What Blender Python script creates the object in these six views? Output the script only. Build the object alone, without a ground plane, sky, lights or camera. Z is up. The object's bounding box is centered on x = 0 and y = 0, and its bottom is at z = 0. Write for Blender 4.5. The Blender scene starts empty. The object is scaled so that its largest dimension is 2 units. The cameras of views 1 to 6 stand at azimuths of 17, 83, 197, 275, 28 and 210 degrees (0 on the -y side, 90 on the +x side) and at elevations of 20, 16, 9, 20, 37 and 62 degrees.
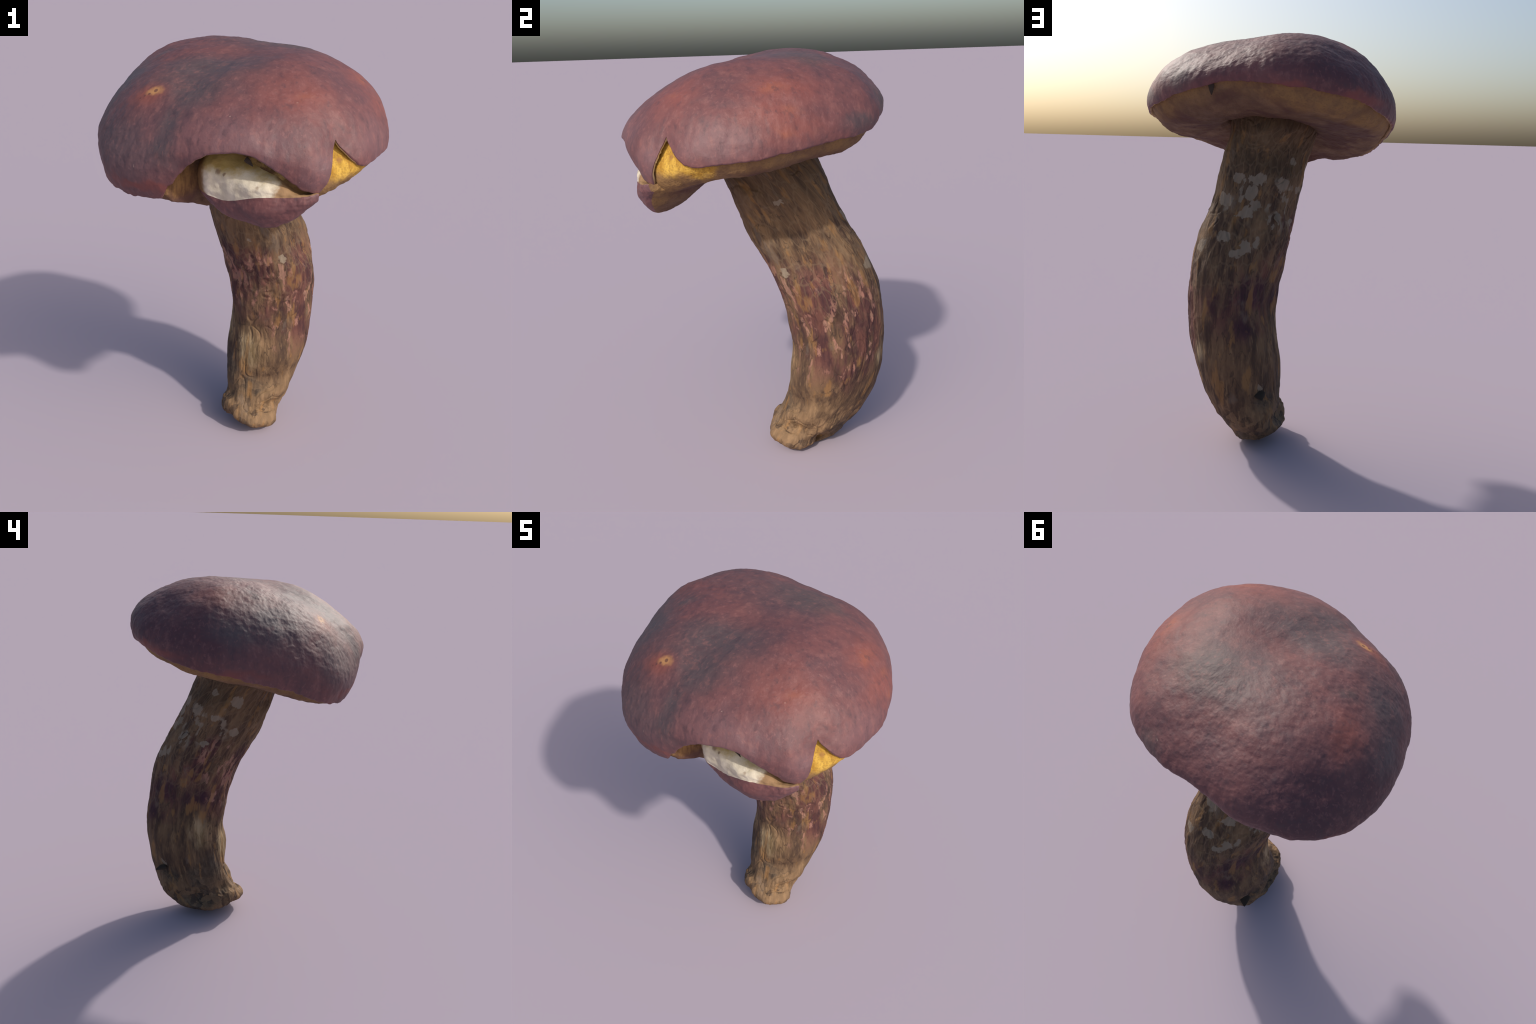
"""A weathered bolete mushroom: bent scaly stem, lopsided red-brown cap torn at
the front, with a hanging flap of pale flesh and a tan pore layer below."""
import bpy
import numpy as np
from mathutils import Vector

TAU = 2 * np.pi

# ------------------------------------------------------------------ helpers
rng = np.random.RandomState(11)
PERM = rng.permutation(256)
PERM = np.concatenate([PERM, PERM, PERM])
GRAD = rng.normal(size=(256, 3))
GRAD /= np.linalg.norm(GRAD, axis=1, keepdims=True)


def perlin(p):
    """Gradient noise in about -1..1 for an array of points (..., 3)."""
    i = np.floor(p).astype(int)
    f = p - i
    i &= 255
    u = f * f * f * (f * (f * 6 - 15) + 10)
    total = 0
    for dx in (0, 1):
        for dy in (0, 1):
            for dz in (0, 1):
                h = PERM[PERM[PERM[i[..., 0] + dx] + i[..., 1] + dy] + i[..., 2] + dz]
                d = f - np.array([dx, dy, dz])
                w = ((u[..., 0] if dx else 1 - u[..., 0]) * (u[..., 1] if dy else 1 - u[..., 1])
                     * (u[..., 2] if dz else 1 - u[..., 2]))
                total = total + w * (GRAD[h] * d).sum(-1)
    return total * 1.6


def fbm(p, octaves=3, gain=0.5):
    a, s, t = 1.0, 1.0, 0
    for k in range(octaves):
        t = t + a * perlin(p * s + 17.3 * k)
        a *= gain
        s *= 2.03
    return t


def cells(p):
    """Distance to the border between Voronoi cells (F2 - F1)."""
    i = np.floor(p).astype(int)
    best = np.full(p.shape[:-1] + (2,), 9.0)
    for dx in (-1, 0, 1):
        for dy in (-1, 0, 1):
            for dz in (-1, 0, 1):
                c = i + np.array([dx, dy, dz])
                h = PERM[PERM[PERM[c[..., 0] & 255] + (c[..., 1] & 255)] + (c[..., 2] & 255)]
                d = np.linalg.norm(c + 0.5 + 0.45 * GRAD[h] - p, axis=-1)
                first = np.minimum(best[..., 0], d)
                second = np.minimum(best[..., 1], np.maximum(best[..., 0], d))
                best = np.stack([first, second], -1)
    return best[..., 1] - best[..., 0]


def cubic(p0, p1, p2, p3, f):
    return .5 * (2 * p1 + (p2 - p0) * f + (2 * p0 - 5 * p1 + 4 * p2 - p3) * f ** 2
                 + (3 * p1 - p0 - 3 * p2 + p3) * f ** 3)


def around(values, angle):
    """Closed spline through values spaced evenly round the circle."""
    v = np.asarray(values, float)
    n = len(v)
    x = (angle / TAU * n) % n
    i = np.floor(x).astype(int)
    return cubic(v[(i - 1) % n], v[i % n], v[(i + 1) % n], v[(i + 2) % n], x - i)


def along(values, f):
    """Open spline through values at 0, 1, 2 ... sampled at f."""
    v = np.asarray(values, float)
    f = np.asarray(f, float)
    i = np.clip(np.floor(f).astype(int), 0, len(v) - 2)
    t = f - i
    if v.ndim > 1:
        t = t.reshape(t.shape + (1,) * (v.ndim - 1))
    g = lambda k: v[np.clip(i + k, 0, len(v) - 1)]
    return cubic(g(-1), g(0), g(1), g(2), t)


def smooth(a, b, x):
    t = np.clip((x - a) / (b - a), 0, 1)
    return t * t * (3 - 2 * t)


def grid_normals(P, wrap=True):
    if wrap:
        da = np.roll(P, -1, 0) - np.roll(P, 1, 0)
    else:
        da = np.gradient(P, axis=0)
    n = np.cross(da, np.gradient(P, axis=1))
    return n / (np.linalg.norm(n, axis=-1, keepdims=True) + 1e-12)


ROOT = bpy.data.objects.new("bolete_mushroom", None)
bpy.context.scene.collection.objects.link(ROOT)
ROOT["label"] = "bent mushroom with torn red-brown cap and scaly stem"
ROOT["category"] = "mushroom"


def add_mesh(name, verts, quads, material, parent, tris=()):
    me = bpy.data.meshes.new(name)
    quads = np.asarray(quads, np.int32).reshape(-1, 4)
    tris = np.asarray(tris, np.int32).reshape(-1, 3)
    loops = np.concatenate([quads.ravel(), tris.ravel()])
    starts = np.concatenate([np.arange(len(quads)) * 4, len(quads) * 4 + np.arange(len(tris)) * 3])
    me.vertices.add(len(verts))
    me.vertices.foreach_set("co", np.asarray(verts, np.float32).ravel())
    me.loops.add(len(loops))
    me.loops.foreach_set("vertex_index", loops.astype(np.int32))
    me.polygons.add(len(starts))
    me.polygons.foreach_set("loop_start", starts.astype(np.int32))
    me.update(calc_edges=True)
    me.validate()
    me.polygons.foreach_set("use_smooth", np.ones(len(me.polygons), bool))
    me.materials.append(material)
    ob = bpy.data.objects.new(name, me)
    bpy.context.scene.collection.objects.link(ob)
    ob.parent = parent
    return ob


def grid_faces(na, nb, wrap=True, flip=False, base=0):
    a = np.arange(na if wrap else na - 1)
    i, j = np.meshgrid(a, np.arange(nb - 1), indexing="ij")
    k = (i + 1) % na
    q = np.stack([i * nb + j, k * nb + j, k * nb + j + 1, i * nb + j + 1], -1).reshape(-1, 4) + base
    return q[:, ::-1] if flip else q


# ---------------------------------------------------------------- materials
class Nodes:
    """Small wrapper that makes node trees readable."""

    def __init__(self, name, roughness=.6, specular=.4):
        self.m = bpy.data.materials.new(name)
        self.m.use_nodes = True
        self.t = self.m.node_tree
        self.bsdf = self.t.nodes["Principled BSDF"]
        self.bsdf.inputs["Roughness"].default_value = roughness
        self.bsdf.inputs["Specular IOR Level"].default_value = specular
        self.co = self.t.nodes.new("ShaderNodeTexCoord").outputs["Object"]

    def put(self, socket, value):
        if hasattr(value, "is_linked"):
            self.t.links.new(value, socket)
        elif isinstance(value, (tuple, list)) and len(value) == 3 and socket.type == "RGBA":
            socket.default_value = (*value, 1)
        else:
            socket.default_value = value

    def math(self, op, a, b=0.0, clamp=False):
        n = self.t.nodes.new("ShaderNodeMath")
        n.operation = op
        n.use_clamp = clamp
        self.put(n.inputs[0], a)
        self.put(n.inputs[1], b)
        return n.outputs[0]

    def vec(self, op, a, b=(0, 0, 0), out="Vector"):
        n = self.t.nodes.new("ShaderNodeVectorMath")
        n.operation = op
        self.put(n.inputs[0], a)
        self.put(n.inputs[1], b)
        return n.outputs[out]

    def ramp(self, x, lo, hi, a=0.0, b=1.0):
        n = self.t.nodes.new("ShaderNodeMapRange")
        n.interpolation_type = "SMOOTHSTEP"
        self.put(n.inputs[0], x)
        for k, v in enumerate((lo, hi, a, b)):
            n.inputs[k + 1].default_value = v
        return n.outputs[0]

    def mix(self, f, a, b):
        n = self.t.nodes.new("ShaderNodeMix")
        n.data_type = "RGBA"
        self.put(n.inputs["Factor"], f)
        self.put(n.inputs[6], a)
        self.put(n.inputs[7], b)
        return n.outputs[2]

    def noise(self, co, scale, detail=4, rough=.55, out="Fac", distortion=0.0):
        n = self.t.nodes.new("ShaderNodeTexNoise")
        self.put(n.inputs["Vector"], co)
        n.inputs["Scale"].default_value = scale
        n.inputs["Detail"].default_value = detail
        n.inputs["Roughness"].default_value = rough
        n.inputs["Distortion"].default_value = distortion
        return n.outputs[out]

    def voronoi(self, co, scale, feature="F1", out="Distance"):
        n = self.t.nodes.new("ShaderNodeTexVoronoi")
        n.feature = feature
        self.put(n.inputs["Vector"], co)
        n.inputs["Scale"].default_value = scale
        return n.outputs[out]

    def scaled(self, co, s):
        return self.vec("MULTIPLY", co, s)

    def warped(self, co, scale, amount):
        c = self.noise(co, scale, 3, .6, "Color")
        return self.vec("ADD", co, self.vec("MULTIPLY", self.vec("SUBTRACT", c, (.5, .5, .5)), (amount,) * 3))

    def blob(self, co, centre, radii, inner=.35, outer=1.0):
        """Soft-edged ellipsoid mask: 1 in the middle, 0 outside."""
        if not isinstance(radii, tuple):
            radii = (radii,) * 3
        d = self.vec("DIVIDE", self.vec("SUBTRACT", co, tuple(centre)), radii)
        return self.ramp(self.vec("LENGTH", d, out="Value"), inner, outer, 1.0, 0.0)

    def blobs(self, co, spots, inner=.35, outer=1.0):
        m = None
        for centre, radii in spots:
            b = self.blob(co, centre, radii, inner, outer)
            m = b if m is None else self.math("MAXIMUM", m, b)
        return m

    def finish(self, colour, height=None, strength=.3, distance=.01):
        self.put(self.bsdf.inputs["Base Color"], colour)
        if height is not None:
            b = self.t.nodes.new("ShaderNodeBump")
            b.inputs["Strength"].default_value = strength
            b.inputs["Distance"].default_value = distance
            self.put(b.inputs["Height"], height)
            self.t.links.new(b.outputs[0], self.bsdf.inputs["Normal"])
        return self.m


def skin_material():
    n = Nodes("cap_skin", .60, .5)
    co = n.co
    w = n.warped(n.warped(co, 3.5, .22), 14, .06)
    streak = n.noise(n.scaled(co, (1, 1, .5)), 26, 5, .62)
    mottle = n.noise(co, 8, 5, .6)
    c = n.mix(n.ramp(mottle, .32, .68), (.118, .049, .053), (.165, .061, .059))
    # brick-red sunny shoulder
    c = n.mix(n.math("MULTIPLY", n.blobs(w, [((.36, -.36, 1.83), (.26, .18, .16)), ((.50, .05, 1.84), (.16, .24, .12)),
              ((.60, .05, 1.74), (.14, .30, .14)), ((-.42, .14, 1.93), (.13, .16, .1))], .1), .70), c, (.235, .068, .052))
    # plum bloom along the front and right margin
    c = n.mix(n.math("MULTIPLY", n.blobs(w, [((.15, -.58, 1.68), (.34, .16, .17)), ((-.28, -.52, 1.60), (.30, .16, .2)),
              ((.60, -.23, 1.66), (.14, .20, .13)), ((.45, -.47, 1.58), (.14, .1, .16))], .2), .62), c, (.165, .086, .094))
    # deep maroon on the back left
    c = n.mix(n.math("MULTIPLY", n.blobs(w, [((-.46, .47, 1.82), (.36, .34, .22)), ((-.60, .20, 1.74), (.22, .30, .22))], .35), .85),
              c, (.078, .026, .034))
    c = n.mix(n.math("MULTIPLY", n.blobs(w, [((.05, .60, 1.76), (.5, .12, .14))], .3), .6), c, (.125, .036, .042))
    # slate bruises: dimple, band to the left shoulder, streaks to the front
    slate = n.blobs(w, [((-.04, -.22, 1.91), (.30, .20, .16)), ((-.47, -.13, 1.82), (.20, .26, .20)),
                        ((-.56, .02, 1.76), (.12, .2, .2)), ((-.06, -.41, 1.83), (.17, .24, .18)),
                        ((-.10, -.53, 1.72), (.11, .14, .17)), ((-.14, -.57, 1.62), (.14, .12, .11)),
                        ((.50, .40, 1.69), (.14, .14, .06))], .1)
    c = n.mix(n.math("MULTIPLY", slate, .80), c, (.080, .063, .068))
    haze = n.blobs(w, [((-.34, -.46, 1.62), (.30, .18, .22)), ((-.1, -.3, 1.88), (.42, .3, .2)), ((.05, .15, 1.98), (.4, .3, .12))], .1)
    c = n.mix(n.math("MULTIPLY", haze, .6), c, (.088, .060, .064))
    grey_patches = n.blobs(w, [((-.34, -.01, 1.94), .06), ((.27, .52, 1.78), (.12, .1, .1)), ((.2, .2, 1.96), (.3, .16, .1))], .2)
    c = n.mix(n.math("MULTIPLY", grey_patches, .55), c, (.085, .066, .062))
    # small orange patches
    orange_patch = n.blobs(w, [((.51, .02, 1.85), (.05, .08, .04)), ((.58, .10, 1.79), (.05, .09, .03)), ((.59, .23, 1.68), (.04, .05, .04)),
                      ((.34, -.38, 1.84), (.06, .05, .05)), ((.62, .06, 1.70), (.05, .07, .05))], .0)
    c = n.mix(n.math("MULTIPLY", orange_patch, .4), c, (.33, .105, .05))
    # mid-size mottling, darker in the dents
    mid = n.noise(n.warped(n.scaled(co, (1, 1, .7)), 8, .08), 19, 4, .6)
    c = n.mix(n.ramp(mid, .48, .34, 0, .18), c, (.075, .042, .048))
    c = n.mix(n.ramp(mid, .54, .70, 0, .16), c, (.215, .078, .070))
    # fine radial streaking
    c = n.mix(n.ramp(streak, .52, .72, 0, .42), c, (.25, .105, .092))
    tiny = n.noise(n.warped(n.scaled(co, (1, 1, .6)), 20, .05), 60, 4, .6)
    c = n.mix(n.ramp(tiny, .54, .70, 0, .45), c, (.25, .105, .098))
    c = n.mix(n.ramp(tiny, .44, .28, 0, .42), c, (.06, .034, .04))
    c = n.mix(n.ramp(streak, .48, .28, 0, .55), c, (.065, .034, .042))
    # rim glow tinted into the hem as a reddish strip
    hem = n.blobs(w, [((-.62, .05, 1.585), (.12, .24, .05)), ((-.52, .40, 1.69), (.2, .18, .05)), ((-.30, .60, 1.71), (.34, .07, .035)), ((-.62, .25, 1.60), (.08, .3, .03)), ((-.28, -.52, 1.45), (.3, .1, .035))], .3)
    c = n.mix(n.math("MULTIPLY", hem, .65), c, (.20, .052, .040))
    # peeled yellow spot with orange halo and dark pinholes
    fine = n.warped(co, 30, .03)
    halo = n.blob(fine, (-.27, -.37, 1.80), (.13, .08, .09), .1)
    c = n.mix(n.math("MULTIPLY", halo, .65), c, (.23, .062, .04))
    spot = n.blob(fine, (-.245, -.366, 1.817), (.052, .03, .04), .25)
    c = n.mix(n.math("MULTIPLY", spot, .9), c, (.46, .23, .085))
    holes = n.blobs(co, [((-.240, -.365, 1.819), .012), ((-.265, -.375, 1.806), .008), ((-.282, -.38, 1.797), .007), ((-.30, -.385, 1.788), .006)], .5)
    c = n.mix(n.math("MULTIPLY", holes, .8), c, (.10, .035, .03))
    # specks
    speck = n.voronoi(n.warped(co, 9, .1), 9)
    c = n.mix(n.ramp(speck, .035, .02, 0, .45), c, (.42, .30, .24))
    h = n.math("ADD", n.noise(n.scaled(co, (1, 1, .6)), 34, 6, .62), n.math("MULTIPLY", n.noise(co, 110, 3, .6), .35))
    return n.finish(c, h, .24, .010)


def flesh_material():
    n = Nodes("pale_flesh", .7, .25)
    co = n.co
    c = n.mix(n.ramp(n.noise(co, 14, 4), .35, .7), (.30, .19, .10), (.40, .27, .15))
    c = n.mix(n.blobs(co, [((.51, -.42, 1.60), (.09, .12, .14))], .7), c, (.58, .46, .26))
    warm = n.noise(co, 6, 3)
    c = n.mix(n.ramp(warm, .5, .75, 0, .5), c, (.55, .38, .12))
    return n.finish(c, n.noise(co, 60, 4), .3, .006)


def flap_flesh_material():
    n = Nodes("torn_flesh", .75, .2)
    co = n.co
    w = n.warped(co, 9, .09)
    sep = n.t.nodes.new("ShaderNodeSeparateXYZ")
    n.put(sep.inputs[0], w)
    z, x = sep.outputs["Z"], sep.outputs["X"]
    c = n.mix(n.ramp(n.noise(co, 18, 5, .65), .3, .7), (.56, .49, .37), (.68, .61, .49))
    c = n.mix(n.ramp(n.math("ADD", z, n.math("MULTIPLY", n.math("SUBTRACT", n.noise(co, 16, 5, .7), .5), .09)), 1.515, 1.57, 0, .85), c, n.mix(n.noise(co, 20, 4), (.36, .22, .04), (.56, .40, .10)))
    c = n.mix(n.ramp(n.math("ADD", x, n.math("MULTIPLY", n.math("SUBTRACT", n.noise(co, 22, 4), .5), .03)), .016, -.012, 0, .95), c, n.mix(n.noise(n.scaled(co, (3, 3, .4)), 16, 4), (.16, .085, .035), (.36, .21, .08)))
    c = n.mix(n.ramp(n.math("ADD", x, n.math("MULTIPLY", n.math("SUBTRACT", n.noise(co, 25, 4), .5), .06)), .285, .315, 0, .92), c, (.27, .15, .065))
    c = n.mix(n.math("MULTIPLY", n.blobs(n.warped(co, 40, .02), [((.066, -.492, 1.545), .017), ((.094, -.503, 1.538), .010), ((.235, -.535, 1.50), .014)], .3), .75),
              c, (.20, .12, .07))
    return n.finish(c, n.noise(co, 45, 5, .65), .35, .01)


def pore_material(name="pores"):
    n = Nodes(name, .8, .15)
    co = n.co
    w = n.warped(co, 5, .10)
    w2 = n.warped(w, 22, .03)
    mott = n.noise(co, 9, 6, .65)
    c = n.mix(n.ramp(mott, .35, .68), (.125, .072, .048), (.20, .122, .074))
    stain = n.noise(n.scaled(co, (1, 1, 1)), 4.2, 5, .6, distortion=.4)
    c = n.mix(n.ramp(stain, .47, .60, 0, .85), c, (.100, .050, .042))
    # ochre band next to the rim
    flat = n.vec("DIVIDE", n.vec("SUBTRACT", w2, (0, -.01, 0)), (.665, .60, 1e6))
    band = n.ramp(n.vec("LENGTH", flat, out="Value"), .80, .95)
    c = n.mix(n.math("MULTIPLY", band, n.ramp(n.noise(co, 13, 5, .65), .35, .6, .35, .9)), c, (.27, .16, .066))
    c = n.mix(n.math("MULTIPLY", n.blobs(w, [((-.12, -.45, 1.5), (.12, .14, .1))], .5), .7), c, n.mix(n.ramp(n.noise(n.scaled(co, (3, 3, .5)), 18, 4), .35, .65), (.13, .065, .03), (.30, .165, .06)))
    torn = n.blobs(w, [((.30, -.46, 1.60), (.20, .12, .12))], .5)
    c = n.mix(n.math("MULTIPLY", torn, .85), c, n.mix(n.ramp(n.noise(n.warped(co, 14, .05), 17, 5, .65), .38, .62), (.10, .055, .022), (.46, .31, .10)))
    yellow = n.blobs(w2, [((.50, -.375, 1.62), (.17, .15, .12)), ((.55, -.30, 1.57), (.10, .12, .05))], .6)
    c = n.mix(n.math("MULTIPLY", yellow, .95), c, n.mix(n.ramp(n.noise(n.scaled(n.warped(co, 10, .05), (1, 1, .45)), 24, 5, .65), .35, .65), (.36, .19, .028), (.62, .385, .07)))
    c = n.mix(n.blob(co, (.51, -.392, 1.60), .018, .2), c, (.33, .17, .05))
    tubes = n.voronoi(co, 95)
    c = n.mix(n.ramp(tubes, .5, .15, 0, .25), c, (.10, .06, .04))
    h = n.math("ADD", n.noise(co, 30, 5, .6), n.math("MULTIPLY", tubes, .6))
    return n.finish(c, h, .4, .008)


def stem_material():
    n = Nodes("stem_bark", .78, .22)
    co = n.co
    sep = n.t.nodes.new("ShaderNodeSeparateXYZ")
    n.put(sep.inputs[0], co)
    z = sep.outputs["Z"]
    # straighten the bend so that streaks follow the stem
    d = n.math("SUBTRACT", z, .56)
    bend = n.math("MULTIPLY", n.math("MULTIPLY", d, d), -.40)
    comb = n.t.nodes.new("ShaderNodeCombineXYZ")
    n.put(comb.inputs[0], sep.outputs["X"])
    n.put(comb.inputs[1], n.math("SUBTRACT", sep.outputs["Y"], bend))
    n.put(comb.inputs[2], z)
    st = comb.outputs[0]
    fibre = n.scaled(st, (1, 1, .22))
    long_ = n.scaled(st, (1, 1, .38))
    w = n.warped(n.warped(co, 5, .13), 20, .04)
    f1 = n.noise(fibre, 16, 6, .65)
    f2 = n.noise(fibre, 40, 4, .6)
    blot = n.noise(long_, 9, 5, .6)
    c = n.mix(n.ramp(f1, .35, .65), (.062, .037, .026), (.172, .104, .057))
    c = n.mix(n.ramp(f2, .52, .70, 0, .6), c, (.26, .162, .085))
    # olive-brown neck
    c = n.mix(n.math("MULTIPLY", n.ramp(n.vec("LENGTH", n.vec("DIVIDE", n.vec("SUBTRACT", w, (0, .02, 1.52)), (9, 9, .34)), out="Value"), .3, 1, 1, 0), .6), c,
              n.mix(f1, (.062, .041, .026), (.150, .096, .050)))
    # wine-red belt, wide on the sunny side
    belt = n.blobs(w, [((.24, .24, .76), (.28, .28, .40)), ((.10, .10, .82), (.24, .2, .30)), ((.25, .42, .66), (.16, .22, .40)),
                       ((-.02, .50, .74), (.24, .18, .22)), ((-.18, .28, .88), (.14, .26, .20)), ((.0, .10, 1.0), (.2, .14, .2)), ((-.2, .2, 1.05), (.1, .2, .15)), ((-.10, .14, .85), (.16, .14, .30))], .5)
    belt = n.math("MULTIPLY", belt, n.ramp(blot, .38, .52, .15, 1))
    c = n.mix(n.math("MULTIPLY", belt, .85), c, n.mix(n.ramp(f1, .35, .65), (.055, .022, .027), (.142, .054, .046)))
    purple = n.blobs(w, [((-.10, .48, .80), (.16, .14, .13)), ((-.16, .28, .78), (.10, .2, .10)), ((-.08, .52, .66), (.10, .1, .12))], .3)
    c = n.mix(n.math("MULTIPLY", purple, n.ramp(blot, .35, .6, .2, .85)), c, (.045, .018, .030))
    # tan foot on the front
    tan = n.blobs(w, [((.02, .10, .46), (.12, .14, .20)), ((.10, .10, .16), (.26, .14, .17)), ((.20, .28, .20), (.14, .2, .16)),
                      ((-.13, .24, .56), (.08, .12, .14))], .45)
    c = n.mix(n.math("MULTIPLY", tan, n.ramp(blot, .3, .6, .4, .95)), c, n.mix(n.ramp(f2, .35, .65), (.135, .083, .045), (.275, .172, .092)))
    pale = n.blobs(w, [((-.15, .25, .55), (.12, .10, .15)), ((.12, .56, .52), (.06, .1, .10)), ((-.02, .14, .45), (.08, .1, .16))], .3)
    c = n.mix(n.math("MULTIPLY", pale, n.ramp(f1, .35, .55, .2, .9)), c, n.mix(n.ramp(f2, .35, .65), (.20, .135, .065), (.40, .30, .175)))
    # soil on the lower left and back
    soil = n.blobs(w, [((-.14, .22, .30), (.10, .18, .16)), ((.02, .10, .245), (.13, .06, .06)), ((-.14, .30, .12), (.14, .24, .14)),
                       ((-.13, .44, .28), (.10, .1, .07)), ((-.118, .115, .13), (.035, .035, .07)), ((.05, .42, .10), (.3, .16, .12))], .3)  # small blob at -.118, .115 darkens the crack beside the knob
    c = n.mix(n.math("MULTIPLY", soil, n.ramp(blot, .3, .55, .45, .92)), c, n.mix(n.ramp(n.noise(co, 26, 4, .65), .4, .65), (.036, .029, .025), (.105, .080, .058)))
    # pink and cream flecks where the scales are scraped
    fleck = n.noise(n.warped(n.scaled(st, (1, 1, .42)), 30, .02), 23, 4, .6)
    where = n.blobs(w, [((.22, .18, .72), (.25, .22, .32)), ((.08, .06, .84), (.24, .2, .24)), ((.24, .42, .72), (.16, .2, .38)),
                        ((-.18, .15, 1.0), (.14, .16, .2)), ((-.12, .14, .85), (.14, .14, .25))], .55)
    c = n.mix(n.math("MULTIPLY", n.math("MULTIPLY", n.ramp(fleck, .535, .61), where), .8), c,
              n.mix(n.noise(co, 14, 2), (.27, .095, .085), (.40, .25, .17)))
    ochre = n.noise(n.scaled(st, (1, 1, .3)), 21, 3, .5)
    c = n.mix(n.math("MULTIPLY", n.ramp(ochre, .57, .66), .5), c, (.30, .155, .055))
    # thin dark lines between the scales
    split = n.math("ABSOLUTE", n.math("SUBTRACT", n.noise(n.warped(n.scaled(st, (1, 1, .3)), 14, .06), 17, 2, .5), .5))
    c = n.mix(n.math("MULTIPLY", n.ramp(split, .016, .003), n.ramp(n.noise(co, 7, 2), .42, .6, .1, .55)), c, (.032, .022, .018))
    grey = n.noise(n.scaled(st, (1, 1, .5)), 12, 4, .6)
    c = n.mix(n.ramp(grey, .60, .72, 0, .55), c, (.135, .105, .085))
    # broken, blocky crust on the foot
    crust = n.voronoi(n.warped(co, 18, .05), 24, "F1", "Color")
    bw = n.t.nodes.new("ShaderNodeRGBToBW")
    n.put(bw.inputs[0], crust)
    lowz = n.ramp(z, .16, .34, 1, 0)
    c = n.mix(n.math("MULTIPLY", n.ramp(bw.outputs[0], .35, .75), n.math("MULTIPLY", lowz, .45)), c, (.28, .175, .095))
    c = n.mix(n.math("MULTIPLY", n.ramp(bw.outputs[0], .35, .1), n.math("MULTIPLY", lowz, .6)), c, (.075, .05, .036))
    # net of pale ridges on the upper half
    net = n.voronoi(n.warped(n.scaled(st, (1, 1, .48)), 8, .05), 27, "DISTANCE_TO_EDGE")
    upper = n.ramp(z, .62, .95)
    c = n.mix(n.math("MULTIPLY", n.ramp(net, .09, .03), n.math("MULTIPLY", upper, .28)), c, (.20, .140, .085))
    # bare grey-white patches, mostly at the back
    bare = n.warped(n.warped(co, 15, .05), 40, .02)
    patches = [((.04, .345, 1.32), (0.033, 0.061, 0.034)), ((-.06, .34, 1.32), (0.049, 0.061, 0.036)), ((-.03, .37, 1.26), (0.038, 0.061, 0.045)),
               ((-.0, .37, 1.235), (0.024, 0.061, 0.050)), ((.075, .38, 1.22), (0.033, 0.061, 0.039)), ((-.03, .41, 1.165), (0.054, 0.061, 0.034)),
               ((-.07, .40, 1.20), (0.030, 0.061, 0.045)), ((.05, .48, 1.05), (0.043, 0.061, 0.039)), ((-.01, .49, .985), (0.038, 0.071, 0.039)),
               ((-.045, .48, 1.02), (0.027, 0.061, 0.062)), ((-.10, .46, 1.04), (0.024, 0.061, 0.039)), ((-.16, .39, 1.11), (0.027, 0.051, 0.034)),
               ((-.17, .28, 1.30), (0.043, 0.051, 0.050)), ((-.20, .27, 1.24), (0.043, 0.046, 0.050)), ((-.23, .16, 1.265), (0.054, 0.051, 0.025)),
               ((-.23, .12, 1.225), (0.054, 0.031, 0.039)), ((-.20, .07, 1.18), (0.054, 0.036, 0.031)), ((-.22, .04, 1.35), (0.054, 0.041, 0.039)),
               ((-.20, .17, 1.40), (0.054, 0.031, 0.034)), ((-.21, .24, 1.12), (0.054, 0.036, 0.039)), ((-.19, .34, 1.12), (0.043, 0.031, 0.045)),
               ((-.12, .45, .36), (0.038, 0.071, 0.050)), ((.03, 0, 1.11), (0.043, 0.051, 0.034)), ((.2, .05, 1.32), (0.054, 0.051, 0.028)),
               ((.18, .09, .99), (0.033, 0.041, 0.028)), ((.16, .47, 1.0), (0.033, 0.061, 0.056))]
    soft = n.math("ADD", n.blobs(bare, patches, .0, 1.7), n.math("MULTIPLY", n.math("SUBTRACT", n.noise(n.scaled(st, (1, 1, .6)), 13, 4, .6, distortion=1.2), .5), 2.0))
    wind = n.math("ABSOLUTE", n.math("SUBTRACT", n.noise(n.warped(n.scaled(st, (1, 1, .8)), 14, .06), 6.5, 1, .5), .50))
    zone = n.blobs(w, [((-.02, .42, 1.14), (.13, .14, .20)), ((-.23, .17, 1.23), (.08, .17, .16)), ((-.16, .34, 1.2), (.10, .14, .16))], .6)
    pm = n.math("MAXIMUM", n.ramp(soft, .56, .68), n.math("MULTIPLY", n.ramp(wind, .032, .020), n.math("MULTIPLY", zone, n.ramp(n.noise(co, 9, 2), .48, .58))))
    c = n.mix(n.math("MULTIPLY", pm, .85), c, n.mix(n.noise(fibre, 40, 3), (.18, .138, .096), (.30, .245, .185)))
    h = n.math("ADD", n.noise(fibre, 34, 6, .65), n.math("MULTIPLY", n.noise(co, 50, 4, .6), .5))
    return n.finish(c, h, .55, .012)


SKIN, FLESH, FLAP_FLESH, PORES, BARK = skin_material(), flesh_material(), flap_flesh_material(), pore_material(), stem_material()

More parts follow.
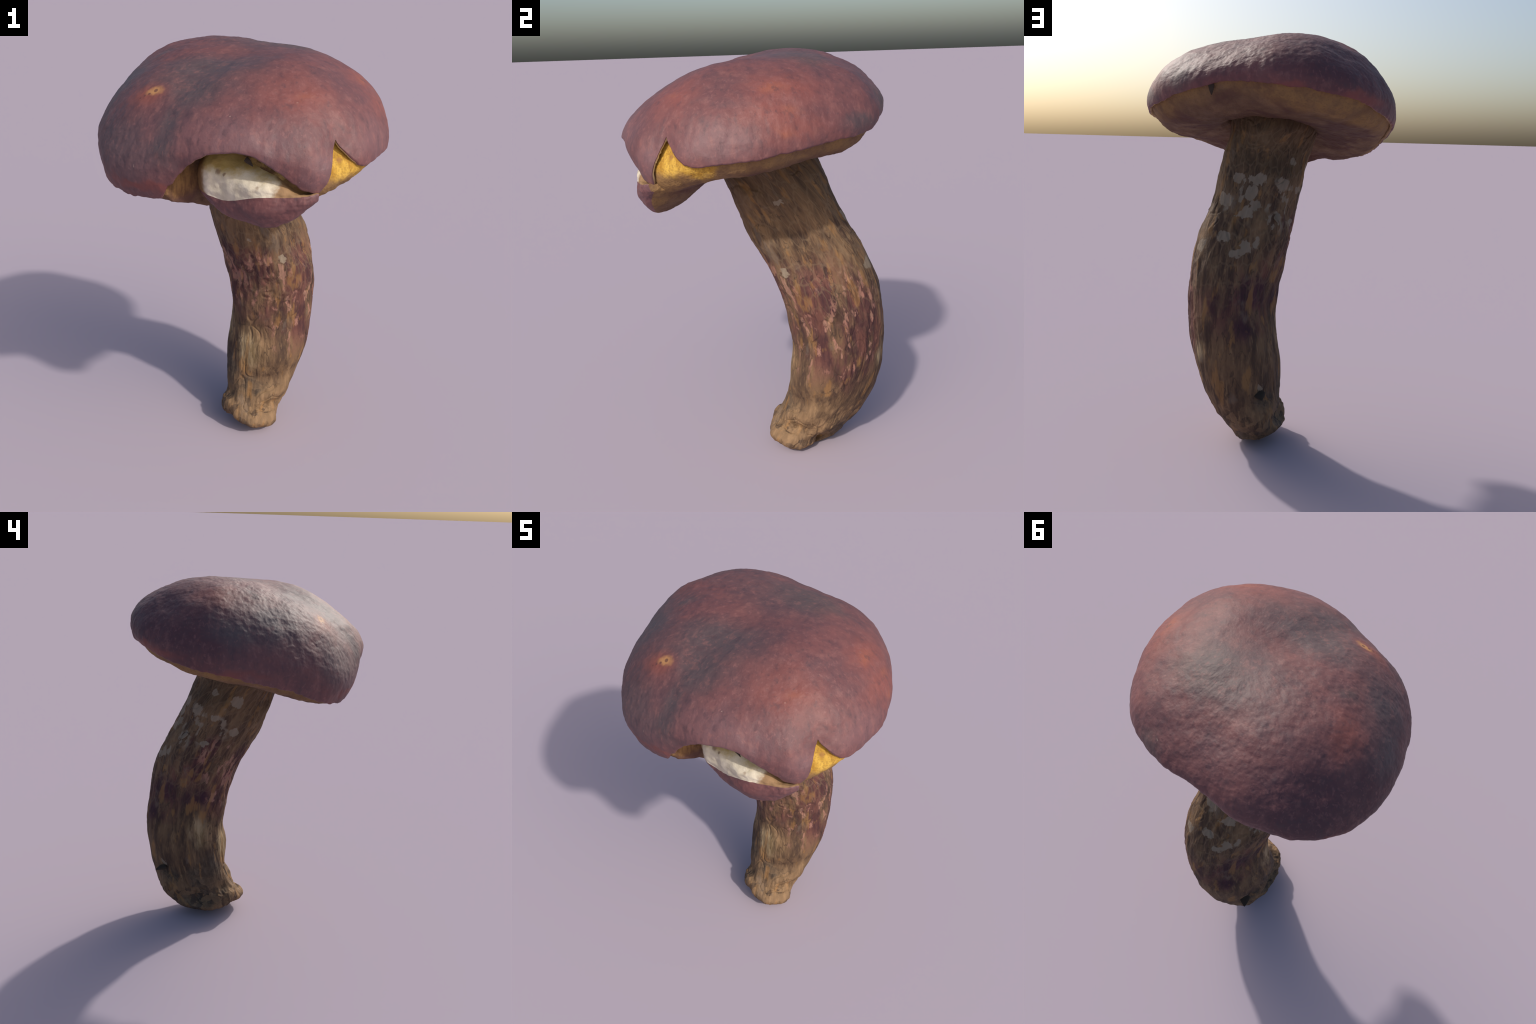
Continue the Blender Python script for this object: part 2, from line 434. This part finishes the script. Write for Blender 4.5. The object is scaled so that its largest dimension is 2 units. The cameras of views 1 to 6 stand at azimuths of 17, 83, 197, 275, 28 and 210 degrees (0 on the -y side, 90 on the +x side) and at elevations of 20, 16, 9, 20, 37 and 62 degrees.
# ---------------------------------------------------------------- cap shape
# control values round the rim, every 22.5 degrees from +x towards +y
RIM_RADIUS = [0.666, 0.649, 0.649, 0.62, 0.607, 0.678, 0.721, 0.682, 0.62, 0.599, 0.595, 0.564, 0.572, 0.595, 0.676, 0.681]
RIM_HEIGHT = [1.596, 1.635, 1.661, 1.719, 1.754, 1.732, 1.688, 1.621, 1.573, 1.519, 1.437, 1.428, 1.535, 1.583, 1.505, 1.563]
FLATNESS = [0.77, 0.773, 0.832, 0.89, 0.915, 0.868]  # radial exponent of the meridian
SHOULDER = [1.141, 1.129, 1.131, 1.174, 1.204, 1.186]  # vertical exponent of the meridian
TUCK = [0.093, 0.204, 0.223, 0.181, 0.3, 0.286]  # how far the margin curls under
CENTRE = np.array([-.02, -.03])
APEX = (0.129, 0.083, 1.978)
# swellings and dents of the top: x, y, height, width
LUMPS = [(.38, .38, .024, .12), (-.50, .40, -.020, .10), (-.36, .05, .008, .12),
         (-0.227, 0.266, 0.055, 0.247),
         (0.174, 0.368, -0.056, 0.236),
         (0.149, -0.363, -0.053, 0.229),
         (0.322, -0.204, 0.039, 0.136),
         (0.073, -0.303, 0.029, 0.115),
         (0.259, 0.268, 0.04, 0.166),
         (-0.307, -0.3, 0.02, 0.14),
         (-0.019, -0.211, -0.021, 0.138),
         (0.455, -0.126, -0.029, 0.133),
         (0.378, 0.274, -0.032, 0.127),
         (-0.498, 0.136, 0.026, 0.126)]
# where the skin ends (fraction of the meridian) at each bearing: an arched
# tear at the front and a narrow notch to the right of it
TEAR = [(-115, 1.0), (-110, 1.01), (-107.5, 1.03), (-102.5, .985), (-95, .930), (-87.5, .862), (-81, .828), (-76, .834), (-71.5, .844),
        (-65, .872), (-57, .940), (-52, .99), (-46.5, 1.02), (-43.8, 1.03), (-41.8, .965), (-40.2, .905), (-39.2, .84), (-38.3, .78), (-36.7, .702),
        (-35.2, .75), (-33.5, .79), (-30.2, .872), (-27.6, .94), (-25.5, .972), (-23, .992), (-17, .99)]


def skin_end(theta):
    deg = (np.degrees(theta) + 180) % 360 - 180
    a, e = np.array(TEAR).T
    return np.interp(deg, a, e)


def dome(theta, s):
    """Point of the whole, untorn cap surface; s runs from 0 (top) to 1 (rim)."""
    a, s = np.broadcast_arrays(theta, s)
    R, zr = around(RIM_RADIUS, a), around(RIM_HEIGHT, a)
    p, q, tk = around(FLATNESS, a), around(SHOULDER, a), around(TUCK, a)
    ang = s * (np.pi / 2 + tk)
    fr = np.sin(np.minimum(ang, np.pi / 2)) ** p * np.where(ang > np.pi / 2, np.cos(np.maximum(ang - np.pi / 2, 0)), 1)
    cz = np.cos(ang)
    fz = np.where(cz > 0, np.abs(cz) ** q, -np.abs(cz) * .9)
    low = -np.sin(tk) * .9
    z = zr + (APEX[2] - zr) / (1 - low) * (fz - low)
    x = APEX[0] * (1 - fr) + R * fr * np.cos(a) + CENTRE[0]
    y = APEX[1] * (1 - fr) + R * fr * np.sin(a) + CENTRE[1]
    sunk = .025 * np.exp(-((np.degrees(a) + 37) / 8) ** 2 - ((s - .76) / .15) ** 2)   # skin sinks beside the notch
    x = x - sunk * np.cos(a)
    y = y - sunk * np.sin(a)
    for gx, gy, h, width in LUMPS:
        z = z + h * np.exp(-((x - gx) ** 2 + (y - gy) ** 2) / (2 * width ** 2)) * (1 - np.minimum(s, 1) ** 4)
    return np.stack([x, y, z], -1)


theta = np.sort(np.concatenate([np.linspace(-np.pi, np.pi, 820, endpoint=False),
                                np.radians(np.linspace(-46.03, -30.03, 110)), np.radians(np.linspace(-106.05, -46.1, 90))]))
theta = theta[np.concatenate([[True], np.diff(theta) > np.radians(.06)])]   # no slivers
rows = 1 - (1 - np.linspace(0.008, 1, 200)) ** 1.15
ends = skin_end(theta)
ends = ends + (.010 * perlin(np.stack([np.cos(theta) * 7, np.sin(theta) * 7, 0 * theta + 3], -1)) + .007 * perlin(np.stack([np.cos(theta) * 22, np.sin(theta) * 22, 0 * theta + 8], -1))) * smooth(.9, .98, ends)
ends = ends + .006 * perlin(np.stack([np.cos(theta) * 14, np.sin(theta) * 14, theta * 0], -1)) * smooth(.05, .2, 1.2 - ends)
S = rows[None] * ends[:, None]
P = dome(theta[:, None], S)
flare = (.014 * np.exp(-((np.degrees(theta) + 70) / 13) ** 2) - .016 * np.exp(-((np.degrees(theta) + 96) / 9) ** 2))[:, None] * smooth(.7, 1, rows)[None]
P = P + np.stack([np.cos(theta), np.sin(theta), 0 * theta], -1)[:, None] * flare[..., None]
N = grid_normals(P)
if N[0, 5, 2] < 0:
    N = -N
# relief: pebbled top (stronger on the left and back), radial puckers at the hem
rough_side = .35 + .65 * smooth(.35, -.25, P[..., 0] - .5 * P[..., 1])
bump = .0015 * fbm(P * 42, 3, .55) * rough_side + .0045 * perlin(P * 9 + 4)
T3 = theta[:, None] + 0 * S
bump = bump + .0015 * perlin(P * 17 + 31) + .0012 * perlin(P * 25 + 5)
# soft wrinkles running down the front and right shoulder
front = smooth(-.1, -.4, P[..., 1] - .5 * np.clip(P[..., 0], 0, 1))
wrinkle = np.abs(perlin(np.stack([np.cos(T3) * 15 + perlin(P * 7), np.sin(T3) * 15, S * 5], -1)))
bump = bump + .0014 * (wrinkle - .25) * front * smooth(.35, .6, S)
pucker = perlin(np.stack([np.cos(T3) * 9, np.sin(T3) * 9, S * 1.5], -1)) * smooth(.6, .97, S) * .0042
wr = perlin(np.stack([np.cos(T3) * 26, np.sin(T3) * 26, S * 4], -1)) * smooth(.45, .8, S) * .0010
P = P + N * ((bump + pucker + wr) * smooth(0, .12, S))[..., None]
N = grid_normals(P)
if N[0, 5, 2] < 0:
    N = -N

# rolled lip: half a circle from the outer surface round to the inner one
THICK = .022 - .009 * np.exp(-((np.degrees(theta) + 38) / 6) ** 2)
edge, en = P[:, -1], N[:, -2]
te = np.roll(edge, -1, 0) - np.roll(edge, 1, 0)
te /= np.linalg.norm(te, axis=1, keepdims=True)
out = np.cross(en, te)
down = P[:, -1] - P[:, -4]
out *= np.sign((out * down).sum(1, keepdims=True))
lip_reach = .4 - .34 * np.exp(-((np.degrees(theta) + 37.5) / 4.5) ** 4)
lip = []
for f in np.linspace(0, np.pi, 9)[1:]:
    lip.append(edge - en * THICK[:, None] / 2 * (1 - np.cos(f)) + out * (THICK * lip_reach)[:, None] * np.sin(f))
lip = np.stack(lip, 1)
inner_rows = np.arange(len(rows) - 2, 60, -4)
fade = np.minimum(1, np.arange(1, len(inner_rows) + 1) / 3)
inner = P[:, inner_rows] - N[:, inner_rows] * THICK[:, None, None]
nt = len(theta)

skin_grid = np.concatenate([P, lip[:, :3]], 1)
top = dome(np.zeros(1), np.zeros(1))[0]
nb = skin_grid.shape[1]
verts = np.concatenate([skin_grid.reshape(-1, 3), P[:, 0].mean(0)[None]])
k = np.arange(nt)
tris = np.stack([k * 0 + nt * nb, k * nb, ((k + 1) % nt) * nb], -1)
CAP = add_mesh("cap", verts, grid_faces(nt, nb, flip=True), SKIN, ROOT, tris)
if CAP.data.polygons[5].normal.z < 0:
    CAP.data.flip_normals()

flesh_grid = np.concatenate([lip[:, 2:], inner], 1)
fl = add_mesh("cap_flesh", flesh_grid.reshape(-1, 3), grid_faces(nt, flesh_grid.shape[1], flip=True), FLESH, CAP)

# --------------------------------------------------------------- pore layer
BULGE = [.070, .066, .064, .062, .058, .057, .058, .054, .047, .058, .045, .045, .06, .08, .075, .068]
INSET = [(-180, .022), (-112, .022), (-106, .05), (-101, .15), (-95, .20), (-86, .21), (-76, .18), (-68, .14), (-60, .10), (-50, .06), (-44, .025), (-38, .014), (-28, .014), (-20, .022), (180, .022)]
SAG = [(-180, 0), (-112, 0), (-107, .025), (-101, .08), (-95, .125), (-86, .14), (-78, .13), (-68, .11), (-56, .07), (-48, .02), (-43, 0), (180, 0)]
pt = np.linspace(-np.pi, np.pi, 560, endpoint=False)
deg = np.degrees(pt)
inset = np.interp(deg, *np.array(INSET).T)
sag = np.interp(deg, *np.array(SAG).T)
radial = np.stack([np.cos(pt), np.sin(pt), 0 * pt], -1)
notch = np.exp(-((deg + 37) / 9) ** 2)
wall = []
for s in np.linspace(.58, .985, 26):
    ring = dome(pt, np.full_like(pt, s)) - radial * (inset + notch * .05 * (1 - s))[:, None]
    ring[:, 2] -= .03 * (1 - s) / .4 + sag * smooth(.6, .985, s)
    wall.append(ring)
rim_edge = wall[-1]
foot = np.stack([.195 * np.cos(pt), -.02 + .195 * np.sin(pt), 1.555 + .2 * (.195 * np.sin(pt))], -1)
under = []
for wv in np.linspace(0, 1, 70)[1:]:
    drop = np.interp(wv, [0, .03, .08, .16, .3, .5, .7, .86, .94, 1], [0, .3, .68, .95, 1, .8, .45, .05, -.35, -.9])
    pnt = rim_edge * (1 - wv) + foot * wv
    pnt = pnt - np.array([0, 0, 1.0]) * (around(BULGE, pt) * drop)[:, None]
    under.append(pnt)
G = np.stack(wall + under, 1)
GN = grid_normals(G)
wob = .006 * perlin(G * 8) + .0035 * fbm(G * 24, 3)
wmask = np.concatenate([np.full(26, .35), np.ones(69)])
G = G + GN * (wob * wmask)[..., None]
PORE = add_mesh("pore_layer", G.reshape(-1, 3), grid_faces(len(pt), G.shape[1]), PORES, CAP)

# ------------------------------------------------------- hanging torn flap
# cross-sections from left to right; each runs flesh top, flesh face, skin top
# edge, skin face, skin hem, pore underside, pore back, root under the cap
FLAP = [
    [(-.085, -.24, 1.56), (-.080, -.340, 1.50), (-.075, -.335, 1.43), (-.071, -.330, 1.420), (-.067, -.325, 1.412), (-.055, -.28, 1.395), (-.045, -.20, 1.42), (-.04, -.12, 1.53)],
    [(-.02, -.38, 1.62), (-.010, -.480, 1.55), (-.006, -.464, 1.450), (-.003, -.447, 1.425), (.008, -.427, 1.396), (.01, -.335, 1.362), (-.02, -.22, 1.42), (-.02, -.12, 1.54)],
    [(.060, -.42, 1.64), (.068, -.496, 1.54), (.090, -.494, 1.432), (.088, -.487, 1.395), (.095, -.457, 1.356), (.08, -.345, 1.348), (.08, -.235, 1.44), (.08, -.12, 1.56)],
    [(.175, -.43, 1.61), (.205, -.532, 1.52), (.235, -.542, 1.468), (.238, -.540, 1.40), (.245, -.470, 1.334), (.23, -.355, 1.366), (.22, -.235, 1.465), (.21, -.13, 1.57)],
    [(.295, -.44, 1.57), (.318, -.515, 1.515), (.342, -.528, 1.474), (.345, -.532, 1.42), (.338, -.478, 1.362), (.32, -.370, 1.400), (.31, -.225, 1.480), (.30, -.13, 1.58)],
    [(.370, -.38, 1.48), (.390, -.476, 1.480), (.408, -.521, 1.482), (.412, -.521, 1.45), (.400, -.485, 1.408), (.38, -.40, 1.430), (.38, -.24, 1.495), (.37, -.14, 1.59)],
    [(.430, -.40, 1.48), (.442, -.465, 1.488), (.460, -.490, 1.492), (.460, -.488, 1.475), (.450, -.470, 1.458), (.43, -.40, 1.465), (.42, -.30, 1.51), (.42, -.20, 1.59)],
]
sections = np.array(FLAP)
fu = np.linspace(0, len(FLAP) - 1, 100)
body = along(sections, fu)                                   # 100 x 8 x 3


def strip(i, j, steps):
    f = np.linspace(i, j, steps)
    return np.swapaxes(along(np.swapaxes(body, 0, 1), f), 0, 1)


FLAP_OBJECTS = []
parts = {"torn_flap": (2, 4, 40, SKIN), "torn_flap_flesh": (0, 2, 40, FLAP_FLESH), "torn_flap_pores": (4, 7, 60, PORES)}
flap_root = None
full = strip(0, 7, 141)
fn = grid_normals(full, wrap=False)
if (fn[45, 50] * np.array([0, -1, -.3])).sum() < 0:
    fn = -fn
amount = .004 * perlin(full * 14) + .003 * fbm(full * 40, 2)
full = full + fn * amount[..., None]
left_c, right_c = full[0].mean(0), full[-1].mean(0)
for name, (i, j, _, mat) in parts.items():
    g = full[:, i * 20:j * 20 + 1]
    ob = add_mesh(name, g.reshape(-1, 3), grid_faces(len(g), g.shape[1], wrap=False), mat, flap_root or ROOT)
    flap_root = flap_root or ob
# closing faces at the two ends belong to the pore part
for end, c, flip in ((full[0], left_c, False), (full[-1], right_c, True)):
    m = len(end)
    v = np.concatenate([end, c[None]])
    i = np.arange(m)
    t = np.stack([i, (i + 1) % m, i * 0 + m], -1)
    add_mesh("torn_flap_side", v, [], PORES, flap_root, t[:, ::-1] if flip else t)

# --------------------------------------------------------------------- stem
# height, axis x, axis y, radius, and the cos2, sin2, cos3, sin3 parts of the section
STEM = np.array([
    (0, 0.059, 0.167, 0.012, 0.0, 0.0, 0.0, 0.0),
    (0.035, -0.015, 0.239, 0.109, -0.008, -0.041, -0.009, -0.032),
    (0.08, -0.026, 0.223, 0.169, -0.025, -0.027, -0.004, -0.013),
    (0.14, -0.01, 0.269, 0.176, -0.034, -0.003, 0.023, -0.006),
    (0.21, 0.001, 0.297, 0.192, -0.029, -0.013, 0.007, -0.01),
    (0.3, 0.013, 0.333, 0.203, -0.021, -0.002, 0.008, -0.011),
    (0.42, 0.027, 0.355, 0.219, -0.012, -0.007, -0.0, -0.01),
    (0.56, 0.04, 0.373, 0.217, -0.012, -0.001, 0.008, -0.006),
    (0.72, 0.059, 0.353, 0.216, -0.018, 0.012, 0.007, -0.008),
    (0.9, 0.053, 0.307, 0.231, -0.015, 0.004, -0.008, -0.008),
    (1.08, 0.004, 0.248, 0.221, -0.021, 0.02, -0.007, 0.016),
    (1.26, -0.011, 0.147, 0.209, -0.028, 0.018, -0.015, 0.008),
    (1.42, 0.014, 0.057, 0.219, -0.011, -0.005, -0.02, -0.018),
    (1.56, -0.014, -0.008, 0.245, -0.02, -0.011, -0.002, -0.016),
    (1.7, -0.006, -0.06, 0.225, -0.01, 0, 0, 0)])
sf = np.linspace(0, len(STEM) - 1, 640)
sa = np.linspace(0, TAU, 420, endpoint=False)
sv = along(STEM, sf)
A = sa[:, None]
rad = (sv[:, 3] + sv[:, 4] * np.cos(2 * A) + sv[:, 5] * np.sin(2 * A) + sv[:, 6] * np.cos(3 * A) + sv[:, 7] * np.sin(3 * A))
# local swellings and hollows: bearing, height, half-widths, amount
for bear, hz, wa, wz, amt in ((-51, 1.11, 32, .09, .052), (-40, 1.44, 29, .085, -.098), (129, 1.36, 34, .12, .040), (-51, .87, 30, .06, -.018),
                              (165, 1.14, 28, .09, -.020), (140, .16, 40, .10, .022), (-35, .07, 28, .07, -.018), (-70, .27, 32, .07, -.022),
                              (-88, .12, 35, .045, .006), (171, .22, 26, .12, .012), (-15, 1.24, 22, .08, .016), (-9, .98, 22, .06, -.014)):
    off = (np.degrees(A) - bear + 180) % 360 - 180
    rad = rad + amt * np.exp(-(off / wa) ** 2 - ((sv[:, 0] - hz) / wz) ** 2)
rad = np.maximum(rad, .002)
Q = np.stack([sv[:, 1] + rad * np.cos(A), sv[:, 2] + rad * np.sin(A), sv[:, 0] + 0 * A], -1)
QN = grid_normals(Q)
if (QN[0, 320] * np.array([1, 0, 0])).sum() < 0:
    QN = -QN
straight = Q.copy()
straight[..., 1] += .40 * (Q[..., 2] - .56) ** 2
fib = fbm(straight * np.array([24, 24, 5.0]), 3, .6) * .0032
net = (np.minimum(cells(straight * np.array([20, 20, 9.0]) + .12 * perlin(straight * 9)[..., None]), .35) - .2)
netw = smooth(.35, .8, Q[..., 2])
low = smooth(.42, .12, Q[..., 2])
ridge = np.abs(perlin(straight * np.array([13, 13, 3.6]) + .5 * perlin(Q * 10)[..., None]))
crack = smooth(.10, .0, ridge) * smooth(-.1, .35, perlin(Q * 5 + 9))
chunk = cells(Q * 15 + .3 * perlin(Q * 12)[..., None])
rel = fib - .005 * crack + low * .004 * (np.minimum(chunk, .4) - .2) - net * .011 * netw + low * (.004 * fbm(Q * 13, 3, .55)) + .006 * perlin(Q * 7)
# broken stub: everything below a ragged ledge at the front stands proud
ledge = .165 - .25 * np.clip(Q[..., 0] - .02, 0, 1) + .025 * perlin(Q * np.array([14, 14, 0]) + 2) + .012 * perlin(Q * np.array([40, 40, 0]))
stub = smooth(0, .014, ledge - Q[..., 2]) * smooth(.24, .14, Q[..., 1])
facet = perlin(np.floor(Q * 16 + .4 * perlin(Q * 14)[..., None]) * .37)
rel = rel + stub * (.007 + .007 * facet)
# the knob at the foot: swelling with a crease above it
for c, r, h in (((.02, .05, .10), .07, .010), ((.13, .10, .06), .05, .008), ((-.12, .12, .13), .035, .012), ((.0, .11, .20), .04, -.012), ((-.10, .13, .185), .03, -.022),
                ((-.08, .07, .09), .03, -.014), ((-.118, .125, .13), .028, -.024)):
    rel = rel + h * np.exp(-((Q - np.array(c)) ** 2).sum(-1) / (r * r))
Q = Q + QN * (rel * smooth(0, .03, Q[..., 2]))[..., None]
Q[..., 2] = np.maximum(Q[..., 2], 0)
sn = Q.shape[1]
verts = np.concatenate([Q.reshape(-1, 3), [[STEM[0, 1], STEM[0, 2], 0]]])
k = np.arange(len(sa))
STEM_OB = add_mesh("stem", verts, grid_faces(len(sa), sn), BARK, ROOT,
                   np.stack([k * sn, k * 0 + len(sa) * sn, ((k + 1) % len(sa)) * sn], -1))


# ------------------------------------------------------------- loose flakes
def flake(base, tip, side, width, thick, mat, parent, name="bark_flake"):
    """A curled splinter: an elliptic section tapering from base to tip."""
    base, tip, side = (np.array(v, float) for v in (base, tip, side))
    axis = tip - base
    side = side - axis * (side @ axis) / (axis @ axis)
    side /= np.linalg.norm(side)
    up = np.cross(axis / np.linalg.norm(axis), side)
    u = np.linspace(0, 1, 12)
    a = np.linspace(0, TAU, 14, endpoint=False)
    wid = width * (1 - u ** 1.6) + .0015
    thk = thick * (1 - u ** 2) + .001
    g = (base + axis * u[:, None])[None] + (np.cos(a)[:, None, None] * side * wid[None, :, None]
                                            + np.sin(a)[:, None, None] * up * thk[None, :, None])
    g = g + .004 * perlin(g * 40)[..., None] * up
    v = np.concatenate([g.reshape(-1, 3), [tip]])
    m = np.arange(14)
    return add_mesh(name, v, grid_faces(14, 12), mat, parent, np.stack([m * 12 + 11, ((m + 1) % 14) * 12 + 11, m * 0 + 14 * 12], -1))


soil = Nodes("dark_humus", .9, .1)
SOIL = soil.finish(soil.mix(soil.noise(soil.co, 40), (.030, .024, .020), (.075, .055, .042)), soil.noise(soil.co, 60), .4, .01)
flake((-.130, .47, .315), (-.160, .520, .300), (1, .3, 0), .03, .012, SOIL, STEM_OB)
flake((.165, .28, 1.20), (.207, .30, 1.155), (0, 1, .2), .022, .009, BARK, STEM_OB)
flake((.225, .42, .78), (.247, .45, .75), (-.3, 1, 0), .02, .006, BARK, STEM_OB)
flake((-.150, .33, 1.155), (-.175, .37, 1.12), (1, .6, 0), .02, .007, BARK, STEM_OB)

flake((.190, -.535, 1.612), (.222, -.548, 1.588), (.5, -.3, -1), .010, .004, SOIL, flap_root, "skin_scrap")
flake((.098, .545, 1.742), (.100, .535, 1.695), (1, 0, 0), .014, .005, SOIL, CAP, "leaf_scrap")

bpy.context.view_layer.update()
